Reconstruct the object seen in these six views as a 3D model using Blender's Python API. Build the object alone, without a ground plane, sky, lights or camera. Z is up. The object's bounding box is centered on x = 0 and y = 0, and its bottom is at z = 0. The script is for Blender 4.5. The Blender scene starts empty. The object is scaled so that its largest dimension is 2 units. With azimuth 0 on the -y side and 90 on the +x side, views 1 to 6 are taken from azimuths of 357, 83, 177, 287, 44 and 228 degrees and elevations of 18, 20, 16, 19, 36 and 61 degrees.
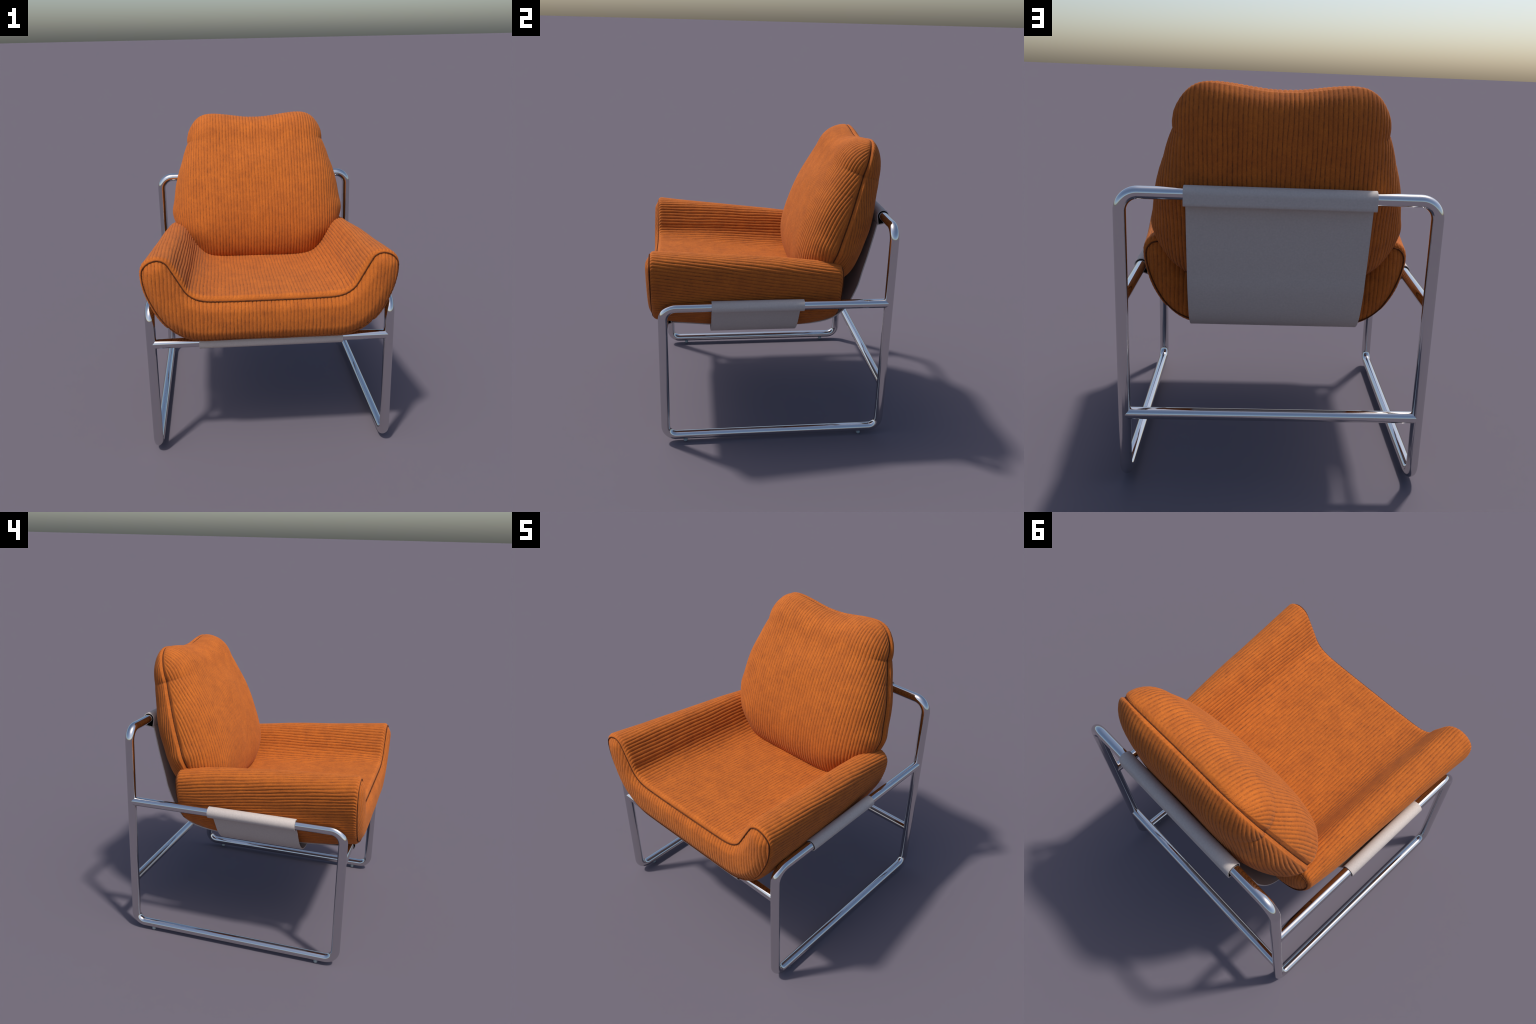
"""Lounge armchair: a tubular chrome frame, two canvas slings and two thick corduroy cushions."""
import bpy, math
import numpy as np
from mathutils import Vector

# ----------------------------------------------------------------------------
# sizes (metres)
# ----------------------------------------------------------------------------
TUBE_R = 0.0301
FX = 0.733                       # half distance between the side frames
FY, RY = -0.7064, 0.7663         # front and rear legs
Z_BOT, Z_SIDE, Z_TOP = 0.0498, 0.9907, 1.5017
Z_FRONTBAR, Z_REARBAR = 0.7695, 0.3922
WALE = 0.0224                    # spacing of the corduroy ribs
RIB = 0.0041                     # height of a rib

# ----------------------------------------------------------------------------
# small maths helpers
# ----------------------------------------------------------------------------
def catmull(pts, n=16, closed=False):
    """Centripetal-ish Catmull-Rom through pts, n samples per span."""
    P = np.asarray(pts, float)
    m = len(P)
    out = []
    spans = m if closed else m - 1
    for i in range(spans):
        if closed:
            p0, p1, p2, p3 = P[(i - 1) % m], P[i], P[(i + 1) % m], P[(i + 2) % m]
        else:
            p1, p2 = P[i], P[i + 1]
            p0 = P[i - 1] if i > 0 else 2 * p1 - p2
            p3 = P[i + 2] if i + 2 < m else 2 * p2 - p1
        t0 = 0.0
        t1 = t0 + max(np.linalg.norm(p1 - p0), 1e-9) ** 0.5
        t2 = t1 + max(np.linalg.norm(p2 - p1), 1e-9) ** 0.5
        t3 = t2 + max(np.linalg.norm(p3 - p2), 1e-9) ** 0.5
        t = np.linspace(t1, t2, n, endpoint=False)[:, None]
        A1 = (t1 - t) / (t1 - t0) * p0 + (t - t0) / (t1 - t0) * p1
        A2 = (t2 - t) / (t2 - t1) * p1 + (t - t1) / (t2 - t1) * p2
        A3 = (t3 - t) / (t3 - t2) * p2 + (t - t2) / (t3 - t2) * p3
        B1 = (t2 - t) / (t2 - t0) * A1 + (t - t0) / (t2 - t0) * A2
        B2 = (t3 - t) / (t3 - t1) * A2 + (t - t1) / (t3 - t1) * A3
        out.append((t2 - t) / (t2 - t1) * B1 + (t - t1) / (t2 - t1) * B2)
    C = np.vstack(out)
    return C if closed else np.vstack([C, P[-1]])


def arclen(P):
    d = np.linalg.norm(np.diff(P, axis=0), axis=1)
    return np.concatenate([[0.0], np.cumsum(d)])


def resample(P, n):
    s = arclen(P)
    t = np.linspace(0, s[-1], n)
    return np.stack([np.interp(t, s, P[:, k]) for k in range(P.shape[1])], 1)


def smooth(x, a, b):
    t = np.clip((x - a) / (b - a), 0, 1)
    return t * t * (3 - 2 * t)


def spline1(keys, x):
    """Monotone-ish interpolation of (x, value) keys."""
    K = np.asarray(keys, float)
    C = catmull(K, 24)
    o = np.argsort(C[:, 0])
    return np.interp(x, C[o, 0], C[o, 1])


def wobble(u, v, seed, fu, fv):
    """Cheap smooth pseudo noise in about -1..1: a sum of a few seeded sines."""
    r = np.random.default_rng(seed)
    out = np.zeros(np.broadcast(u, v).shape)
    for k in range(7):
        a, b = r.normal(0, fu), r.normal(0, fv)
        out = out + np.sin(a * u + b * v + r.uniform(0, 6.28))
    return out / 3.2


def rib_profile(phase):
    """Rounded cord with a narrow valley, 0 on the crown and -1 in the valley."""
    return np.abs(np.sin(np.pi * phase)) ** 0.75 - 1.0


# ----------------------------------------------------------------------------
# mesh helpers
# ----------------------------------------------------------------------------
def make_obj(name, verts, faces, mat, parent=None, smooth_shade=True):
    me = bpy.data.meshes.new(name)
    me.from_pydata([tuple(map(float, v)) for v in verts], [], faces)
    me.update()
    if smooth_shade:
        me.polygons.foreach_set('use_smooth', [True] * len(me.polygons))
    mats = mat if isinstance(mat, (list, tuple)) else [mat]
    for m in mats:
        me.materials.append(m)
    ob = bpy.data.objects.new(name, me)
    bpy.context.collection.objects.link(ob)
    if parent:
        ob.parent = parent
    return ob


def grid_faces(nr, nc, wrap=False, flip=False):
    f = []
    for r in range(nr - 1):
        for c in range(nc if wrap else nc - 1):
            a, b = r * nc + c, r * nc + (c + 1) % nc
            q = (a, b, b + nc, a + nc)
            f.append(q[::-1] if flip else q)
    return f


def grid_normals(G, wrap=False):
    """Normals of a (rows, cols, 3) grid."""
    if wrap:
        du = np.roll(G, -1, 1) - np.roll(G, 1, 1)
    else:
        du = np.gradient(G, axis=1)
    dv = np.gradient(G, axis=0)
    n = np.cross(du, dv)
    l = np.linalg.norm(n, axis=2, keepdims=True)
    return n / np.maximum(l, 1e-12)


def fillet(points, radius, seg=14):
    """Polyline with its corners replaced by arcs."""
    P = [Vector(p) for p in points]
    R = radius if isinstance(radius, (list, tuple)) else [radius] * len(P)
    out = [P[0]]
    for i in range(1, len(P) - 1):
        a, b = (P[i - 1] - P[i]).normalized(), (P[i + 1] - P[i]).normalized()
        ang = a.angle(b)
        d = R[i] / math.tan(ang / 2)
        c = P[i] + (a + b).normalized() * (R[i] / math.sin(ang / 2))
        s, e = P[i] + a * d - c, P[i] + b * d - c
        tot = s.angle(e)
        for k in range(seg + 1):
            t = k / seg
            v = (s * math.sin((1 - t) * tot) + e * math.sin(t * tot)) / math.sin(tot)
            out.append(c + v)
    out.append(P[-1])
    return out


def tube(name, path, radius, mat, parent, seg=32, closed=False):
    P = [Vector(path[0])]
    for p in path[1:]:                      # guard rings keep the shading of long straights true
        a, b = P[-1], Vector(p)
        if not closed and (b - a).length > 0.12:
            d = (b - a).normalized() * 0.012
            P += [a + d, b - d]
        P.append(b)
    n = len(P)
    tang = []
    for i in range(n):
        a = P[i - 1] if (i or closed) else P[0]
        b = P[(i + 1) % n] if (i < n - 1 or closed) else P[-1]
        tang.append((b - a).normalized())
    ref = Vector((0, 0, 1)) if abs(tang[0].z) < 0.9 else Vector((1, 0, 0))
    nrm = (ref - tang[0] * ref.dot(tang[0])).normalized()
    V, F = [], []
    for i in range(n):
        nrm = (nrm - tang[i] * nrm.dot(tang[i])).normalized()
        bi = tang[i].cross(nrm)
        for k in range(seg):
            a = 2 * math.pi * k / seg
            V.append(P[i] + (nrm * math.cos(a) + bi * math.sin(a)) * radius)
    F = grid_faces(n, seg, wrap=True)
    if closed:
        o = (n - 1) * seg
        F += [(o + k, o + (k + 1) % seg, (k + 1) % seg, k) for k in range(seg)]
    return make_obj(name, V, F, mat, parent)


# ----------------------------------------------------------------------------
# materials
# ----------------------------------------------------------------------------
def new_mat(name):
    m = bpy.data.materials.new(name)
    m.use_nodes = True
    nt = m.node_tree
    b = nt.nodes['Principled BSDF']
    return m, nt, b


def node(nt, kind, **kw):
    n = nt.nodes.new(kind)
    for k, v in kw.items():
        setattr(n, k, v)
    return n


def ramp(nt, stops):
    n = nt.nodes.new('ShaderNodeValToRGB')
    cr = n.color_ramp
    while len(cr.elements) < len(stops):
        cr.elements.new(0.5)
    for e, (p, c) in zip(cr.elements, stops):
        e.position = p
        e.color = (c, c, c, 1) if isinstance(c, (int, float)) else (*c, 1)
    return n


def mixc(nt, fac, a, b, mode='MIX'):
    n = nt.nodes.new('ShaderNodeMix')
    n.data_type = 'RGBA'
    n.blend_type = mode
    for sock, val in ((n.inputs[0], fac), (n.inputs[6], a), (n.inputs[7], b)):
        if hasattr(val, 'is_linked'):
            nt.links.new(val, sock)
        elif isinstance(val, (int, float)):
            sock.default_value = val
        else:
            sock.default_value = (*val, 1)
    return n.outputs[2]


def math_node(nt, op, a, b=None, clamp=False):
    n = nt.nodes.new('ShaderNodeMath')
    n.operation = op
    n.use_clamp = clamp
    for sock, val in zip(n.inputs, (a, b)):
        if val is None:
            continue
        if hasattr(val, 'is_linked'):
            nt.links.new(val, sock)
        else:
            sock.default_value = val
    return n.outputs[0]


def noise(nt, vec, scale, detail=3.0, rough=0.6):
    n = node(nt, 'ShaderNodeTexNoise')
    n.inputs['Scale'].default_value = scale
    n.inputs['Detail'].default_value = detail
    n.inputs['Roughness'].default_value = rough
    nt.links.new(vec, n.inputs['Vector'])
    return n.outputs['Fac']


ORANGE = (0.495, 0.127, 0.0145)
ORANGE_DEEP = (0.385, 0.096, 0.0130)
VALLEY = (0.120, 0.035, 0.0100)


def corduroy(name, along):
    """Orange corduroy; `along` is the axis (0,1,2) the ribs run along."""
    m, nt, b = new_mat(name)
    L = nt.links
    tc = node(nt, 'ShaderNodeTexCoord')
    mp = node(nt, 'ShaderNodeMapping')
    sc = [1.0, 1.0, 1.0]
    sc[along] = 0.38
    mp.inputs['Scale'].default_value = sc
    L.new(tc.outputs['Object'], mp.inputs['Vector'])
    vec, ovec = mp.outputs['Vector'], tc.outputs['Object']
    # broad, soft clouds of rubbed pile
    clouds = ramp(nt, [(0.34, 0.0), (0.64, 1.0)])
    L.new(noise(nt, ovec, 12, 7, 0.72), clouds.inputs[0])
    base = mixc(nt, clouds.outputs[0], ORANGE_DEEP, ORANGE)
    # fine pile grain
    grain = ramp(nt, [(0.28, 0.80), (0.72, 1.10)])
    L.new(noise(nt, ovec, 190, 3, 0.75), grain.inputs[0])
    base = mixc(nt, 1.0, base, grain.outputs[0], 'MULTIPLY')
    # dark brown in the valleys between the ribs: ragged edges, broken up by specks
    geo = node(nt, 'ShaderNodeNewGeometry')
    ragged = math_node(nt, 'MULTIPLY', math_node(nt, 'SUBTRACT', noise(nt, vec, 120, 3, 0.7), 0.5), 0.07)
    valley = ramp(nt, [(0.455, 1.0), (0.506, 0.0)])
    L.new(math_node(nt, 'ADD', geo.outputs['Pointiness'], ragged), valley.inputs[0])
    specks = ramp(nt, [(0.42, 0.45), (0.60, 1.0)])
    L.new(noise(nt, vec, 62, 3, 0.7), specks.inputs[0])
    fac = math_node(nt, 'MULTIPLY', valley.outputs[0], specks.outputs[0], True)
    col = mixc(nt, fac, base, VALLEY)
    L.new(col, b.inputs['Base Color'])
    b.inputs['Roughness'].default_value = 0.88
    b.inputs['Specular IOR Level'].default_value = 0.25
    b.inputs['Sheen Weight'].default_value = 0.12
    b.inputs['Sheen Roughness'].default_value = 0.5
    b.inputs['Sheen Tint'].default_value = (1.0, 0.6, 0.35, 1)
    bp = node(nt, 'ShaderNodeBump')
    bp.inputs['Strength'].default_value = 0.35
    bp.inputs['Distance'].default_value = 0.002
    L.new(noise(nt, vec, 170, 3, 0.7), bp.inputs['Height'])
    L.new(bp.outputs[0], b.inputs['Normal'])
    return m


def make_materials():
    M = {}
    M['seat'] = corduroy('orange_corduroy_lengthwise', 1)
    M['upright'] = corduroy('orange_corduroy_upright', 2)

    m, nt, b = new_mat('seam_thread')
    tc = node(nt, 'ShaderNodeTexCoord')
    r = ramp(nt, [(0.35, (0.060, 0.019, 0.008)), (0.7, (0.15, 0.043, 0.012))])
    nt.links.new(noise(nt, tc.outputs['Object'], 90), r.inputs[0])
    nt.links.new(r.outputs[0], b.inputs['Base Color'])
    b.inputs['Roughness'].default_value = 0.95
    b.inputs['Specular IOR Level'].default_value = 0.1
    M['seam'] = m

    m, nt, b = new_mat('chrome')
    tc = node(nt, 'ShaderNodeTexCoord')
    b.inputs['Metallic'].default_value = 1.0
    b.inputs['Base Color'].default_value = (0.67, 0.665, 0.665, 1)
    r = ramp(nt, [(0.3, 0.05), (0.8, 0.10)])
    nt.links.new(noise(nt, tc.outputs['Object'], 9), r.inputs[0])
    nt.links.new(r.outputs[0], b.inputs['Roughness'])
    M['chrome'] = m

    m, nt, b = new_mat('grey_canvas')
    tc = node(nt, 'ShaderNodeTexCoord')
    r = ramp(nt, [(0.3, (0.45, 0.40, 0.37)), (0.7, (0.52, 0.46, 0.425))])
    nt.links.new(noise(nt, tc.outputs['Object'], 110, 4, 0.7), r.inputs[0])
    nt.links.new(r.outputs[0], b.inputs['Base Color'])
    b.inputs['Roughness'].default_value = 0.72
    b.inputs['Specular IOR Level'].default_value = 0.35
    bp = node(nt, 'ShaderNodeBump')
    bp.inputs['Strength'].default_value = 0.2
    bp.inputs['Distance'].default_value = 0.001
    nt.links.new(noise(nt, tc.outputs['Object'], 240, 3, 0.6), bp.inputs['Height'])
    nt.links.new(bp.outputs[0], b.inputs['Normal'])
    M['canvas'] = m

    m, nt, b = new_mat('dark_inner_wall')
    tc = node(nt, 'ShaderNodeTexCoord')
    r = ramp(nt, [(0.3, (0.004, 0.004, 0.004)), (0.7, (0.010, 0.009, 0.009))])  # near-black colour on the inner wall of the sleeves
    nt.links.new(noise(nt, tc.outputs['Object'], 60), r.inputs[0])
    nt.links.new(r.outputs[0], b.inputs['Base Color'])
    b.inputs['Roughness'].default_value = 1.0
    b.inputs['Specular IOR Level'].default_value = 0.0
    M['inner_wall'] = m

    m, nt, b = new_mat('grey_plastic')
    tc = node(nt, 'ShaderNodeTexCoord')
    r = ramp(nt, [(0.3, (0.30, 0.35, 0.36)), (0.7, (0.36, 0.41, 0.42))])
    nt.links.new(noise(nt, tc.outputs['Object'], 40), r.inputs[0])
    nt.links.new(r.outputs[0], b.inputs['Base Color'])
    b.inputs['Roughness'].default_value = 0.4
    M['plastic'] = m
    return M


# ----------------------------------------------------------------------------
# frame
# ----------------------------------------------------------------------------
def build_frame(root, M):
    def side(s):
        return [(s * FX, RY - 0.004, Z_SIDE), (s * FX, FY, Z_SIDE), (s * FX, FY, Z_BOT),
                (s * FX, RY, Z_BOT), (s * FX, RY, Z_TOP)]
    right, left = side(1), side(-1)
    pts = right + left[::-1]
    rad = [0, .085, .072, .072, .086, .086, .072, .072, .085, 0]
    frame = tube('frame', fillet(pts, rad), TUBE_R, M['chrome'], root, seg=40)
    bars = []
    for y, z in ((FY, Z_FRONTBAR), (RY, Z_REARBAR)):
        bars.append(tube('crossbar', [(-FX + .004, y, z), (FX - .004, y, z)], TUBE_R - 0.0004,
                         M['chrome'], frame, seg=40))
    # little round glides under the bottom rails
    n, r, prof = 24, 0.0138, []
    prof = [(0.0, 0.0), (r * .8, 0.0), (r, 0.003), (r, 0.024), (0.0, 0.024)]
    V, F = [], []
    for pr, pz in prof:
        for k in range(n):
            a = 2 * math.pi * k / n
            V.append((pr * math.cos(a), pr * math.sin(a), pz))
    F = grid_faces(len(prof), n, wrap=True)
    first = None
    for s in (1, -1):
        for y in (-0.575, 0.63):
            if first is None:
                first = make_obj('foot', V, F, M['plastic'], frame)
                ob = first
                ob.data.shade_smooth() if hasattr(ob.data, 'shade_smooth') else None
            else:
                ob = first.copy()
                bpy.context.collection.objects.link(ob)
            ob.location = (s * FX, y, 0.0)
            ob.rotation_euler[2] = 0.3 * y * s
    return frame


# ----------------------------------------------------------------------------
# slings: a closed sleeve round the bar at each end, a sheet between them
# ----------------------------------------------------------------------------
def sheet(path, half_w, thick, n_w=2):
    """Solid band: 2D path (u,z) extruded across by half_w(t); returns verts in (u, across, z)."""
    P = np.asarray(path)
    n = len(P)
    T = np.gradient(P, axis=0)
    T /= np.linalg.norm(T, axis=1, keepdims=True)
    N = np.stack([-T[:, 1], T[:, 0]], 1)
    V = []
    across = [-1, 1]
    for i in range(n):
        for side_ in (0, 1):
            q = P[i] + N[i] * thick * side_
            for a in across:
                lo, hi = half_w
                V.append((q[0], lo if a < 0 else hi, q[1]))
    F = []
    for i in range(n - 1):
        o, p = i * 4, i * 4 + 4
        F += [(o, o + 1, p + 1, p), (o + 2, p + 2, p + 3, o + 3),
              (o, p, p + 2, o + 2), (o + 1, o + 3, p + 3, p + 1)]
    F += [(0, 2, 3, 1), (n * 4 - 4, n * 4 - 3, n * 4 - 1, n * 4 - 2)]
    return V, F


def wrap_loop(centre, tail, r, drop=None, out=1, n=40):
    """Section of a sleeve: round the bar, with a tail where the sheet leaves it.  With `drop`
    the outer flap hangs straight down to that height before it is stitched to the sheet."""
    c, t = np.array(centre), np.array(tail)
    d = t - c
    L = np.linalg.norm(d)
    base = math.atan2(d[1], d[0])
    half = math.acos(min(r / L, 1))
    if drop is None:
        ang = np.linspace(base + half, base + 2 * math.pi - half, n)
        ends = []
    else:
        a0 = 0.0 if out > 0 else math.pi
        a1 = base - half if out > 0 else base + half
        if out > 0:
            while a1 < a0:
                a1 += 2 * math.pi
        else:
            while a1 > a0:
                a1 -= 2 * math.pi
        ang = np.linspace(a0, a1, n)
        ends = [np.array((c[0] + out * (r - .004), drop)), np.array((c[0] + out * r, drop + .005))]
    loop = [(c[0] + r * math.cos(a), c[1] + r * math.sin(a)) for a in ang]
    path = [np.array(loop[-1]), t] + ends + [np.array(loop[0])]
    for a, b in zip(path[:-1], path[1:]):
        for k in range(1, 5):
            loop.append(tuple(a + (b - a) * k / 4))
    return np.array(loop[:-1])


def sleeve(name, centre, tail, r, drop, out, lo, hi, M, parent, swap):
    wall = 0.0052
    c, t = np.array(centre), np.array(tail)
    d = (t - c) / np.linalg.norm(t - c)
    outer = wrap_loop(c, t, r, drop, out)
    inner = wrap_loop(c, t - d * wall * 1.7, r - wall, None if drop is None else drop + wall, out)
    n = len(outer)
    bev = 0.0015
    rings = []
    mid_o = lambda f: outer + (inner - outer) * f
    for loop, a in ((mid_o(.95), lo), (mid_o(.5), lo), (mid_o(.12), lo), (outer, lo + bev), (outer, hi - bev),
                    (mid_o(.12), hi), (mid_o(.5), hi), (mid_o(.95), hi), (inner, hi - .002), (inner, lo + .002)):
        rings.append([(p[0], a, p[1]) for p in loop])
    V = [swap(v) for ring in rings for v in ring]
    k = len(rings)
    F = grid_faces(k, n, wrap=True)
    F += [((k - 1) * n + i, (k - 1) * n + (i + 1) % n, (i + 1) % n, i) for i in range(n)]
    ob = make_obj(name, V, F, [M['canvas'], M['inner_wall']], parent)
    for i, p in enumerate(ob.data.polygons):
        if (k - 2) * n <= i < (k - 1) * n:
            p.material_index = 1
    fix_normals(ob)
    sharp_by_angle(ob, 50)
    return ob


def fix_normals(ob):
    import bmesh
    bm = bmesh.new()
    bm.from_mesh(ob.data)
    bmesh.ops.recalc_face_normals(bm, faces=bm.faces)
    bm.to_mesh(ob.data)
    bm.free()


def sharp_by_angle(ob, deg=35):
    me = ob.data
    import bmesh
    bm = bmesh.new()
    bm.from_mesh(me)
    for e in bm.edges:
        if len(e.link_faces) == 2 and e.calc_face_angle(0) > math.radians(deg):
            e.smooth = False
    bm.to_mesh(me)
    bm.free()


def build_slings(root, M):
    th = 0.0075
    # --- sling running from the top bar down the back and under the seat to the front bar
    swap_yz = lambda v: (v[1], v[0], v[2])
    tail_top, tail_front = (0.7365, 1.437), (-0.655, 0.7480)
    keys = [tail_front, (-0.56, 0.741), (-0.40, 0.727), (-0.1, 0.714), (0.12, 0.711), (0.236, 0.712), (0.32, 0.718),
            (0.387, 0.729), (0.437, 0.743), (0.478, 0.762), (0.517, 0.789), (0.548, 0.821), (0.573, 0.858),
            (0.595, 0.901), (0.636, 1.005), (0.657, 1.095), (0.682, 1.193), (0.711, 1.322), (0.737, 1.445)]
    path = resample(catmull(keys), 110)
    V, F = sheet(path, (-0.437, 0.437), th)
    back = make_obj('backrest_sling', [swap_yz(v) for v in V], F, M['canvas'], root)
    fix_normals(back)
    sharp_by_angle(back)
    sleeve('sleeve', (RY, Z_TOP), tail_top, .0402, 1.450, 1, -0.442, 0.442, M, back, swap_yz)
    sleeve('sleeve', (FY, Z_FRONTBAR), tail_front, .0405, None, 1, -0.441, 0.441, M, back, swap_yz)
    # --- sling running from one side rail under the seat to the other
    swap_xz = lambda v: (v[0], v[1], v[2])
    half = [(-0.698, 0.936), (-0.668, 0.891), (-0.638, 0.843), (-0.604, 0.795), (-0.562, 0.752),
            (-0.506, 0.714), (-0.436, 0.690), (-0.35, 0.684), (-0.15, 0.684)]
    keys = half + [(-x, z) for x, z in half[::-1]]
    path = resample(catmull(keys), 120)
    V, F = sheet(path, (-0.394, 0.185), th)
    side = make_obj('seat_sling', [swap_xz(v) for v in V], F, M['canvas'], root)
    fix_normals(side)
    sharp_by_angle(side)
    for s in (1, -1):
        sleeve('sleeve', (s * FX, Z_SIDE), (s * 0.698, 0.936), .0385, None, s, -0.394, 0.203, M, side, swap_xz)


# ----------------------------------------------------------------------------
# seat cushion: a U-shaped section drawn from the front to the rear
# ----------------------------------------------------------------------------
SEAM_F = [(0, 1.053), (.17, 1.053), (.30, 1.055), (.385, 1.059), (.437, 1.070), (.478, 1.092), (.508, 1.121),
          (.536, 1.168), (.569, 1.227), (.593, 1.269), (.611, 1.298), (.636, 1.316), (.668, 1.322), (.708, 1.311),
          (.738, 1.288), (.753, 1.262), (.7555, 1.215), (.747, 1.155), (.731, 1.10), (.710, 1.05), (.677, .983),
          (.627, .913), (.566, .860), (.505, .828), (.440, .811), (.33, .807), (.15, .807), (0, .807)]
SEAT_F = [(0, 1.090), (.16, 1.090), (.28, 1.090), (.362, 1.092), (.418, 1.098), (.460, 1.113), (.490, 1.142),
          (.512, 1.193), (.545, 1.250), (.569, 1.291), (.591, 1.319), (.624, 1.338), (.668, 1.346), (.715, 1.335),
          (.749, 1.306), (.766, 1.266), (.7685, 1.215), (.760, 1.155), (.744, 1.10), (.723, 1.048), (.689, .980),
          (.638, .908), (.575, .852), (.510, .818), (.442, .801), (.33, .797), (.15, .797), (0, .797)]
SEAM_R = [(0, .962), (.16, .962), (.28, .966), (.36, .978), (.41, 1.000), (.445, 1.030), (.475, 1.06),
          (.500, 1.10), (.525, 1.145), (.545, 1.168), (.565, 1.185), (.585, 1.195), (.607, 1.197), (.632, 1.190),
          (.652, 1.172), (.662, 1.15), (.664, 1.115), (.656, 1.065), (.643, 1.02), (.628, .980), (.602, .925),
          (.562, .865), (.513, .821), (.465, .795), (.415, .780), (.33, .774), (.15, .773), (0, .773)]
SEAT_R = [(0, .991), (.15, .991), (.27, .994), (.342, 1.004), (.393, 1.024), (.424, 1.051), (.451, 1.085),
          (.475, 1.125), (.501, 1.167), (.521, 1.190), (.546, 1.210), (.570, 1.222), (.604, 1.226), (.640, 1.216),
          (.667, 1.192), (.679, 1.16), (.679, 1.12), (.670, 1.068), (.657, 1.022), (.641, .980), (.614, .925),
          (.572, .863), (.520, .815), (.470, .785), (.42, .769), (.33, .763), (.15, .762), (0, .762)]
SEAT_Y0, SEAT_Y1 = -0.776, 0.466


def seat_sections(n):
    """Matching closed loops (n, 2), starting top centre: seam and full section, front and rear."""
    def loop(keys):
        return catmull(keys + [(-x, z) for x, z in keys[-2:0:-1]], 30, closed=True)
    # same spline parameter on all -> corresponding points; resample on the front's arc length
    lead = loop(SEAT_F)
    s = arclen(np.vstack([lead, lead[:1]]))
    t = np.linspace(0, s[-1], n, endpoint=False)
    out = []
    for keys in ([(x * .997, z + .004) for x, z in SEAM_F], SEAT_F, SEAM_R, SEAT_R):
        C = loop(keys)
        D = np.vstack([C, C[:1]])
        out.append(np.stack([np.interp(t, s, D[:, k]) for k in range(2)], 1))
    return out


def loop_normals(P):
    T = np.roll(P, -1, 0) - np.roll(P, 1, 0)
    T /= np.maximum(np.linalg.norm(T, axis=1, keepdims=True), 1e-9)
    return np.stack([-T[:, 1], T[:, 0]], 1)       # outward for a loop running +x along the top first


def seat_section_at(S, y):
    """Section at y: the full section, rounding down onto the seam outline at both ends."""
    seam_f, full_f, seam_r, full_r = S
    k = (y - SEAT_Y0) / (SEAT_Y1 - SEAT_Y0)
    P = full_f * (1 - k) + full_r * k
    dip = (seam_f - full_f) * shoulder(y - SEAT_Y0) + (seam_r - full_r) * shoulder(SEAT_Y1 - y)
    sag = np.interp(y, [-.77, -.7, -.6, -.4, -.1, .2, .3, .38, .47], [0, -.012, -.030, -.050, -.062, -.059, -.046, -.028, 0])
    low = 1 - smooth(P[:, 1], 0.78, 0.98)
    P = P + dip
    P[:, 1] += sag * low
    # the filling has settled: flanks a little slimmer above, swelling out over the side rails below
    kk = min(max(k, 0.0), 1.0)
    mid = math.sin(math.pi * kk) ** 0.6
    rear = math.exp(-((kk - .76) / .20) ** 2) * smooth(1 - kk, 0, .05)
    flank = smooth(np.abs(P[:, 0]), .46, .60)
    swell = 0.024 * mid * np.exp(-((P[:, 1] - 0.955) / 0.075) ** 2) \
        + rear * (0.005 * np.exp(-((P[:, 1] - 1.06) / 0.09) ** 2)
                  + 0.012 * np.exp(-((P[:, 1] - .87) / 0.05) ** 2))
    slim = 0.005 * mid * np.exp(-((P[:, 1] - 1.19) / 0.06) ** 2)
    low_side = smooth(np.abs(P[:, 0]), .62 - .08 * kk, .66 - .08 * kk) * (P[:, 1] > .93) + (P[:, 1] <= .93)
    P[:, 0] += np.sign(P[:, 0]) * (swell * .9 - slim) * flank * low_side
    crest = np.exp(-((np.abs(P[:, 0]) - (.585 - .04 * kk)) / .06) ** 2) * smooth(P[:, 1], 1.12, 1.2)
    P[:, 1] += .013 * mid * crest
    slope = np.exp(-((np.abs(P[:, 0]) - .46) / .06) ** 2) * smooth(P[:, 1], 1.0, 1.04)
    P[:, 1] += .010 * mid * slope
    P[:, 1] -= swell * .45 * flank * (P[:, 1] < 1.0)
    return P


def lean(y, z):
    """The front face slopes back a little towards its lower edge."""
    k = np.clip((y - SEAT_Y0) / 0.5, 0, 1)
    return 0.003 * (1 - smooth(z, .80, 1.06)) * (1 - k)


def shoulder(d, r=0.025):
    """1 on the seam, 0 at distance r from it, round in between."""
    t = min(max(1 - d / r, 0), 1)
    return 1 - math.sqrt(max(1 - t ** 2, 0))


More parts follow.
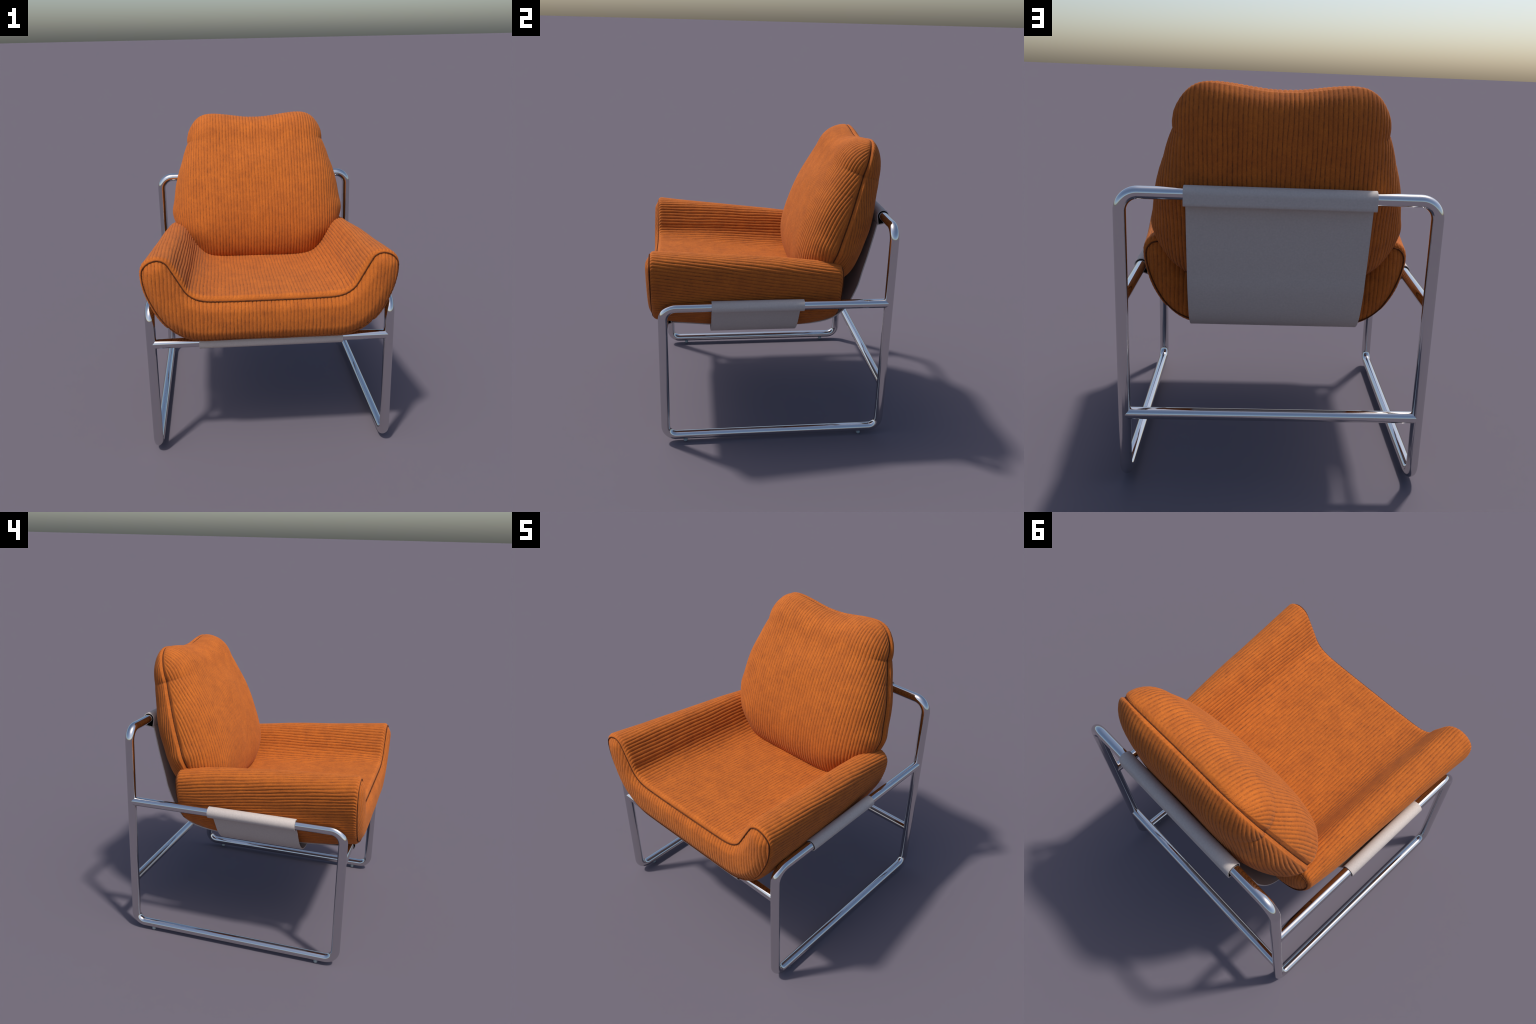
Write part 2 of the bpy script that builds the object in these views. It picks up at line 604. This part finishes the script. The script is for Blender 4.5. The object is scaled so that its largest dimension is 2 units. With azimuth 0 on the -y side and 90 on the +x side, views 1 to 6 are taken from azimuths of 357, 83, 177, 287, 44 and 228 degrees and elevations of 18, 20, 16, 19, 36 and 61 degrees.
def build_seat(root, M):
    n = 1520
    S = seat_sections(n)
    F = S[1]
    # rows: dense at the two rounded shoulders
    rows = np.concatenate([SEAT_Y0 + np.array([0, .0006, .002, .004, .007, .010, .014, .019, .025, .040]),
                           np.linspace(SEAT_Y0 + .06, SEAT_Y1 - .06, 74),
                           SEAT_Y1 - np.array([.040, .025, .019, .014, .010, .007, .004, .002, .0006, 0])])
    G = np.zeros((len(rows), n, 3))
    U = np.zeros((len(rows), n))
    for i, y in enumerate(rows):
        P = seat_section_at(S, y)
        s = arclen(np.vstack([P, P[:1]]))
        tot = s[-1]
        u = s[:-1].copy()
        u[u > tot / 2] -= tot                     # signed distance from top centre
        G[i, :, 0], G[i, :, 1], G[i, :, 2] = P[:, 0], y + lean(y, P[:, 1]), P[:, 1]
        U[i] = u
    # lengthwise seam that joins the side cover to the underside panel
    zz = G[:, :, 2]
    Nrm = grid_normals(G, wrap=True)
    if Nrm[len(rows) // 2, 0, 2] < 0:
        Nrm = -Nrm
    Y = np.repeat(rows[:, None], n, 1)
    ph = U / WALE + 0.16 * wobble(U * 6, Y, 3, 1.0, 5.0) + 0.10 * wobble(U * 60, Y, 4, 1.0, 16.0)
    amp = RIB * (1 + 0.12 * wobble(U * 18, Y, 5, 1.5, 9.0))
    ends = np.minimum(Y - SEAT_Y0, SEAT_Y1 - Y)
    worn = np.exp(-(G[:, :, 0] / .40) ** 4) * (G[:, :, 2] > .93)
    amp = amp * smooth(ends, 0, .007) * (1 - .28 * worn)
    disp = amp * rib_profile(ph)
    # underside seam, found at a fixed place along the section
    i_key = int(np.argmin(np.linalg.norm(F - np.array([.62, .892]), axis=1)))
    for k in (i_key, n - i_key):
        du = (np.arange(n) - k) * (4.15 / n)
        disp -= 0.006 * np.exp(-(du / .006) ** 2)[None, :]
        side = du if k == i_key else -du
        disp -= (0.004 * (side > 0) * np.exp(-np.abs(side) / .05))[None, :]
    # broad upholstery unevenness
    disp = disp + 0.0035 * wobble(U, Y, 8, 5.0, 5.0)
    G = G + Nrm * disp[:, :, None]
    # turned-in hem behind each end panel
    hems = []
    for y_seam, inward in ((SEAT_Y0, 1), (SEAT_Y1, -1)):
        P = seat_section_at(S, y_seam)
        P = P - loop_normals(P) * .012
        hems.append(np.stack([P[:, 0], y_seam + inward * .003 + lean(y_seam, P[:, 1]), P[:, 1]], 1)[None])
    G = np.concatenate([hems[0], G, hems[1]], 0)
    seat = make_obj('seat_cushion', G.reshape(-1, 3), grid_faces(len(rows) + 2, n, wrap=True), M['seat'], root)
    fix_normals(seat)

    for name, y_seam, sgn, bulge in (('end_panel', SEAT_Y0, -1, .034), ('end_panel', SEAT_Y1, 1, .024)):
        P = seat_section_at(S, y_seam)
        P = P - loop_normals(P) * 0.001
        end_panel(name, P, y_seam, sgn, bulge, M, seat)
        Q = seat_section_at(S, y_seam)
        Q = (Q - loop_normals(Q) * 0.0003)[::5]
        tube('seam', [(p[0], y_seam + sgn * 0.0025 + float(lean(y_seam, p[1])), p[1]) for p in Q], 0.0038, M['seam'], seat, seg=8, closed=True)
    return seat


def end_panel(name, P, y0, sgn, bulge, M, parent):
    """Panel filling the section loop P: columns of constant x carry upright ribs."""
    X = P[:, 0].max()
    iR = int(np.argmax(P[:, 0]))
    top = P[:iR + 1]                               # top centre -> rightmost point
    half = len(P) // 2
    low = P[iR:half + 1][::-1]                     # bottom centre -> rightmost point
    ux = np.linspace(-1, 1, 640)
    xs = X * np.sign(ux) * np.where(np.abs(ux) < .8, np.abs(ux) * 1.115,
                                    .892 + .108 * np.sin((np.abs(ux) - .8) / .2 * math.pi / 2))
    ax = np.abs(xs)
    zt = np.interp(ax, np.maximum.accumulate(top[:, 0]), top[:, 1])
    zl = np.interp(ax, np.maximum.accumulate(low[:, 0]), low[:, 1])
    m = 64
    t = (1 - np.cos(np.linspace(0, math.pi, m))) / 2
    t = 0.5 * t + 0.5 * np.linspace(0, 1, m)
    Xg = np.repeat(xs[None, :], m, 0)
    Zg = zl[None, :] + (zt - zl)[None, :] * t[:, None]
    B = P[::4]
    d = np.full(Xg.shape, 9.0)
    for b in B:
        d = np.minimum(d, (Xg - b[0]) ** 2 + (Zg - b[1]) ** 2)
    d = np.sqrt(d)
    prof = np.sin(np.clip(d / .065, 0, 1) * math.pi / 2)
    fill = bulge * (0.80 * prof + 0.20 * smooth(d, 0, .12))
    ph = Xg / WALE + 0.16 * wobble(Xg * 6, Zg, 13, 1.0, 5.0) + 0.10 * wobble(Xg * 60, Zg, 14, 1.0, 16.0)
    amp = RIB * 0.9 * (1 + 0.12 * wobble(Xg * 18, Zg, 15, 1.5, 9.0)) * smooth(d, 0, .009)
    Yg = y0 + lean(y0, Zg) + sgn * (fill + amp * rib_profile(ph) + .002 * wobble(Xg, Zg, 18, 6, 6) * smooth(d, 0, .05))
    V = np.stack([Xg, Yg, Zg], 2).reshape(-1, 3)
    ob = make_obj(name, V, grid_faces(m, len(xs), flip=(sgn > 0)), M['upright'], parent)
    return ob


# ----------------------------------------------------------------------------
# back cushion: two domed halves sewn together round a reclined outline
# ----------------------------------------------------------------------------
TILT = 0.341                      # run back per metre of height of the seam plane
SIDE_KEYS = [(.355, .950), (.400, .962), (.440, .992), (.482, 1.042), (.528, 1.090), (.566, 1.138), (.591, 1.187),
             (.614, 1.24), (.629, 1.305), (.616, 1.385), (.597, 1.50), (.576, 1.58), (.550, 1.655), (.529, 1.722),
             (.515, 1.758), (.504, 1.787), (.502, 1.825), (.491, 1.870), (.469, 1.911), (.435, 1.951), (.388, 1.979),
             (.338, 1.993)]
TOP_KEYS = [(0, 1.9615), (.07, 1.964), (.13, 1.971), (.24, 1.986), (.31, 1.993), (.36, 1.994), (.7, 1.994)]
Z_LOW = 0.950
DEPTH_F = [(.950, 0), (.975, .092), (1.008, .138), (1.06, .178), (1.13, .210), (1.266, .238), (1.34, .240),
           (1.406, .237), (1.532, .219), (1.63, .204), (1.717, .190), (1.80, .177), (1.85, .168), (1.885, .157),
           (1.93, .131), (1.965, .088), (1.984, .045), (1.993, 0)]
DEPTH_B = [(.950, 0), (.965, .06), (.99, .105), (1.05, .160), (1.109, .197), (1.171, .230), (1.289, .256),
           (1.427, .247), (1.52, .228), (1.609, .207), (1.70, .187), (1.766, .175), (1.84, .155), (1.90, .131),
           (1.94, .103), (1.968, .070), (1.984, .036), (1.993, 0)]


def seam_y(z):
    return 0.404 + TILT * (z - 1.221)


_n = np.array([0.0, 1.0, -TILT]) / math.hypot(1, TILT)      # backwards normal of the seam plane
_t = np.array([0.0, TILT, 1.0]) / math.hypot(1, TILT)       # up along the seam plane


def build_back(root, M):
    nb, na = 210, 420
    q = np.linspace(0, 1, nb)
    b = 0.42 * q + 0.58 * (1 - np.cos(math.pi * q)) / 2
    ztop = lambda x: spline1(TOP_KEYS, np.abs(x)) - .0075
    SK = catmull(SIDE_KEYS, 20)
    SK[:, 0] -= .0095
    bk = (SK[:, 1] - Z_LOW) / (ztop(SK[:, 0]) - Z_LOW)
    HW = np.interp(b, bk, SK[:, 0])
    aq = np.linspace(-1, 1, na)
    a = np.sin(aq * math.pi / 2) * .6 + aq * .4
    A, B_ = np.meshgrid(a, b)
    Xg = A * HW[:, None]
    Zg = Z_LOW + (ztop(Xg) - Z_LOW) * B_
    zn = Z_LOW + (1.993 - Z_LOW) * B_
    halves = []
    for name, sgn, keys, p in (('backrest_cushion', -1, DEPTH_F, (3.8, 5.8)), ('cushion_half', 1, DEPTH_B, (3.2, 5.2))):
        K = [(z, v * v) for z, v in keys]
        D = np.sqrt(np.maximum(spline1(K, zn), 0))
        pw = p[0] + (p[1] - p[0]) * smooth(zn, 1.32, 1.62) + 1.7 * (1 - smooth(zn, 1.12, 1.30))
        side = np.sqrt(np.clip(1 - np.abs(A) ** pw, 0, 1))
        dep = D * side
        if sgn < 0:
            dep = dep + .028 * np.exp(-((Zg - 1.60) / .15) ** 2 - (Xg / .22) ** 2) \
                + .005 * np.exp(-((Zg - 1.88) / .08) ** 2) * smooth(1 - np.abs(A), 0, .3)
        # cover swells a little beyond the seam on both sides of it
        g = (0.014 if sgn < 0 else 0.021) * (1 - np.exp(-dep / (.012 if sgn < 0 else .008)))
        dx = np.sign(A) * np.abs(A) ** 7 * g
        bb = 2 * B_ - 1
        dw = np.sign(bb) * np.abs(bb) ** 7 * g
        # pinched folds on the flanks
        flank = smooth(np.abs(A), .86, .975)
        for zc, deep, wid in ((1.787, .0034, .005), (1.648, .0014, .0035)):
            w = Zg - zc
            cut = deep * np.exp(-(w / wid) ** 2) + deep * .55 * np.exp(-np.clip(w, 0, 1) / (wid * 5)) * (w > 0) \
                * smooth(w, 0, wid)
            dx = dx - np.sign(A) * flank * cut * (1 if zc < 1.7 else .85)
        base = np.zeros(Xg.shape + (3,))
        base[..., 0] = Xg + dx
        base[..., 1] = seam_y(Zg)
        base[..., 2] = Zg
        base += _t * dw[..., None] + _n * (sgn * dep)[..., None]
        # redistribute each row evenly along its own arc; ribs sit at fixed distances from the middle
        nc = 620
        G = np.zeros((nb, nc, 3))
        U = np.zeros((nb, nc))
        Aq = np.zeros((nb, nc))
        for i in range(nb):
            s = arclen(base[i])
            tt = np.linspace(0, s[-1], nc)
            for k in range(3):
                G[i, :, k] = np.interp(tt, s, base[i, :, k])
            Aq[i] = np.interp(tt, s, a)
            U[i] = tt - s[-1] / 2
        W = np.repeat(Zg[:, na // 2][:, None], nc, 1)
        Nrm = grid_normals(G)
        if Nrm[nb // 2, nc // 2, 1] * sgn < 0:
            Nrm = -Nrm
        seed = 30 if sgn < 0 else 50
        ph = U / WALE + 0.16 * wobble(U * 6, W, seed, 1.0, 5.0) + 0.10 * wobble(U * 60, W, seed + 1, 1.0, 16.0)
        amp = RIB * (1 + 0.12 * wobble(U * 18, W, seed + 2, 1.5, 9.0))
        rim = np.minimum(1 - np.abs(Aq), np.minimum(B_[:, :1], 1 - B_[:, :1]) * 2)
        amp = amp * smooth(rim, 0, .007) * (1 - (.25 if sgn < 0 else 0) * smooth(rim, .2, .6))
        disp = amp * rib_profile(ph) + 0.0028 * wobble(U, W, seed + 3, 6.0, 6.0) * smooth(rim, 0, .15)
        G = G + Nrm * disp[..., None]
        ob = make_obj(name, G.reshape(-1, 3), grid_faces(nb, nc, flip=(sgn > 0)), M['upright'],
                      root if sgn < 0 else halves[0])
        halves.append(ob)
    # seam cord round the outline
    right = [(x - .0095, min(z, 1.9860)) for x, z in catmull(SIDE_KEYS, 8)]
    xs = np.linspace(.338, -.338, 40)[1:-1]
    topc = [(x, float(ztop(np.array([x]))[0])) for x in xs]
    loop = right + topc + [(-x, z) for x, z in right[::-1]]
    tube('seam', [(x, seam_y(z), z) for x, z in loop], 0.0050, M['seam'], halves[0], seg=8, closed=True)
    return halves[0]


# ----------------------------------------------------------------------------
def main():
    M = make_materials()
    root = bpy.data.objects.new('lounge_armchair', None)
    bpy.context.collection.objects.link(root)
    root['label'] = 'orange corduroy lounge armchair on chrome tubular frame with grey slings'
    root['category'] = 'armchair'
    build_frame(root, M)
    build_slings(root, M)
    build_seat(root, M)
    build_back(root, M)


main()
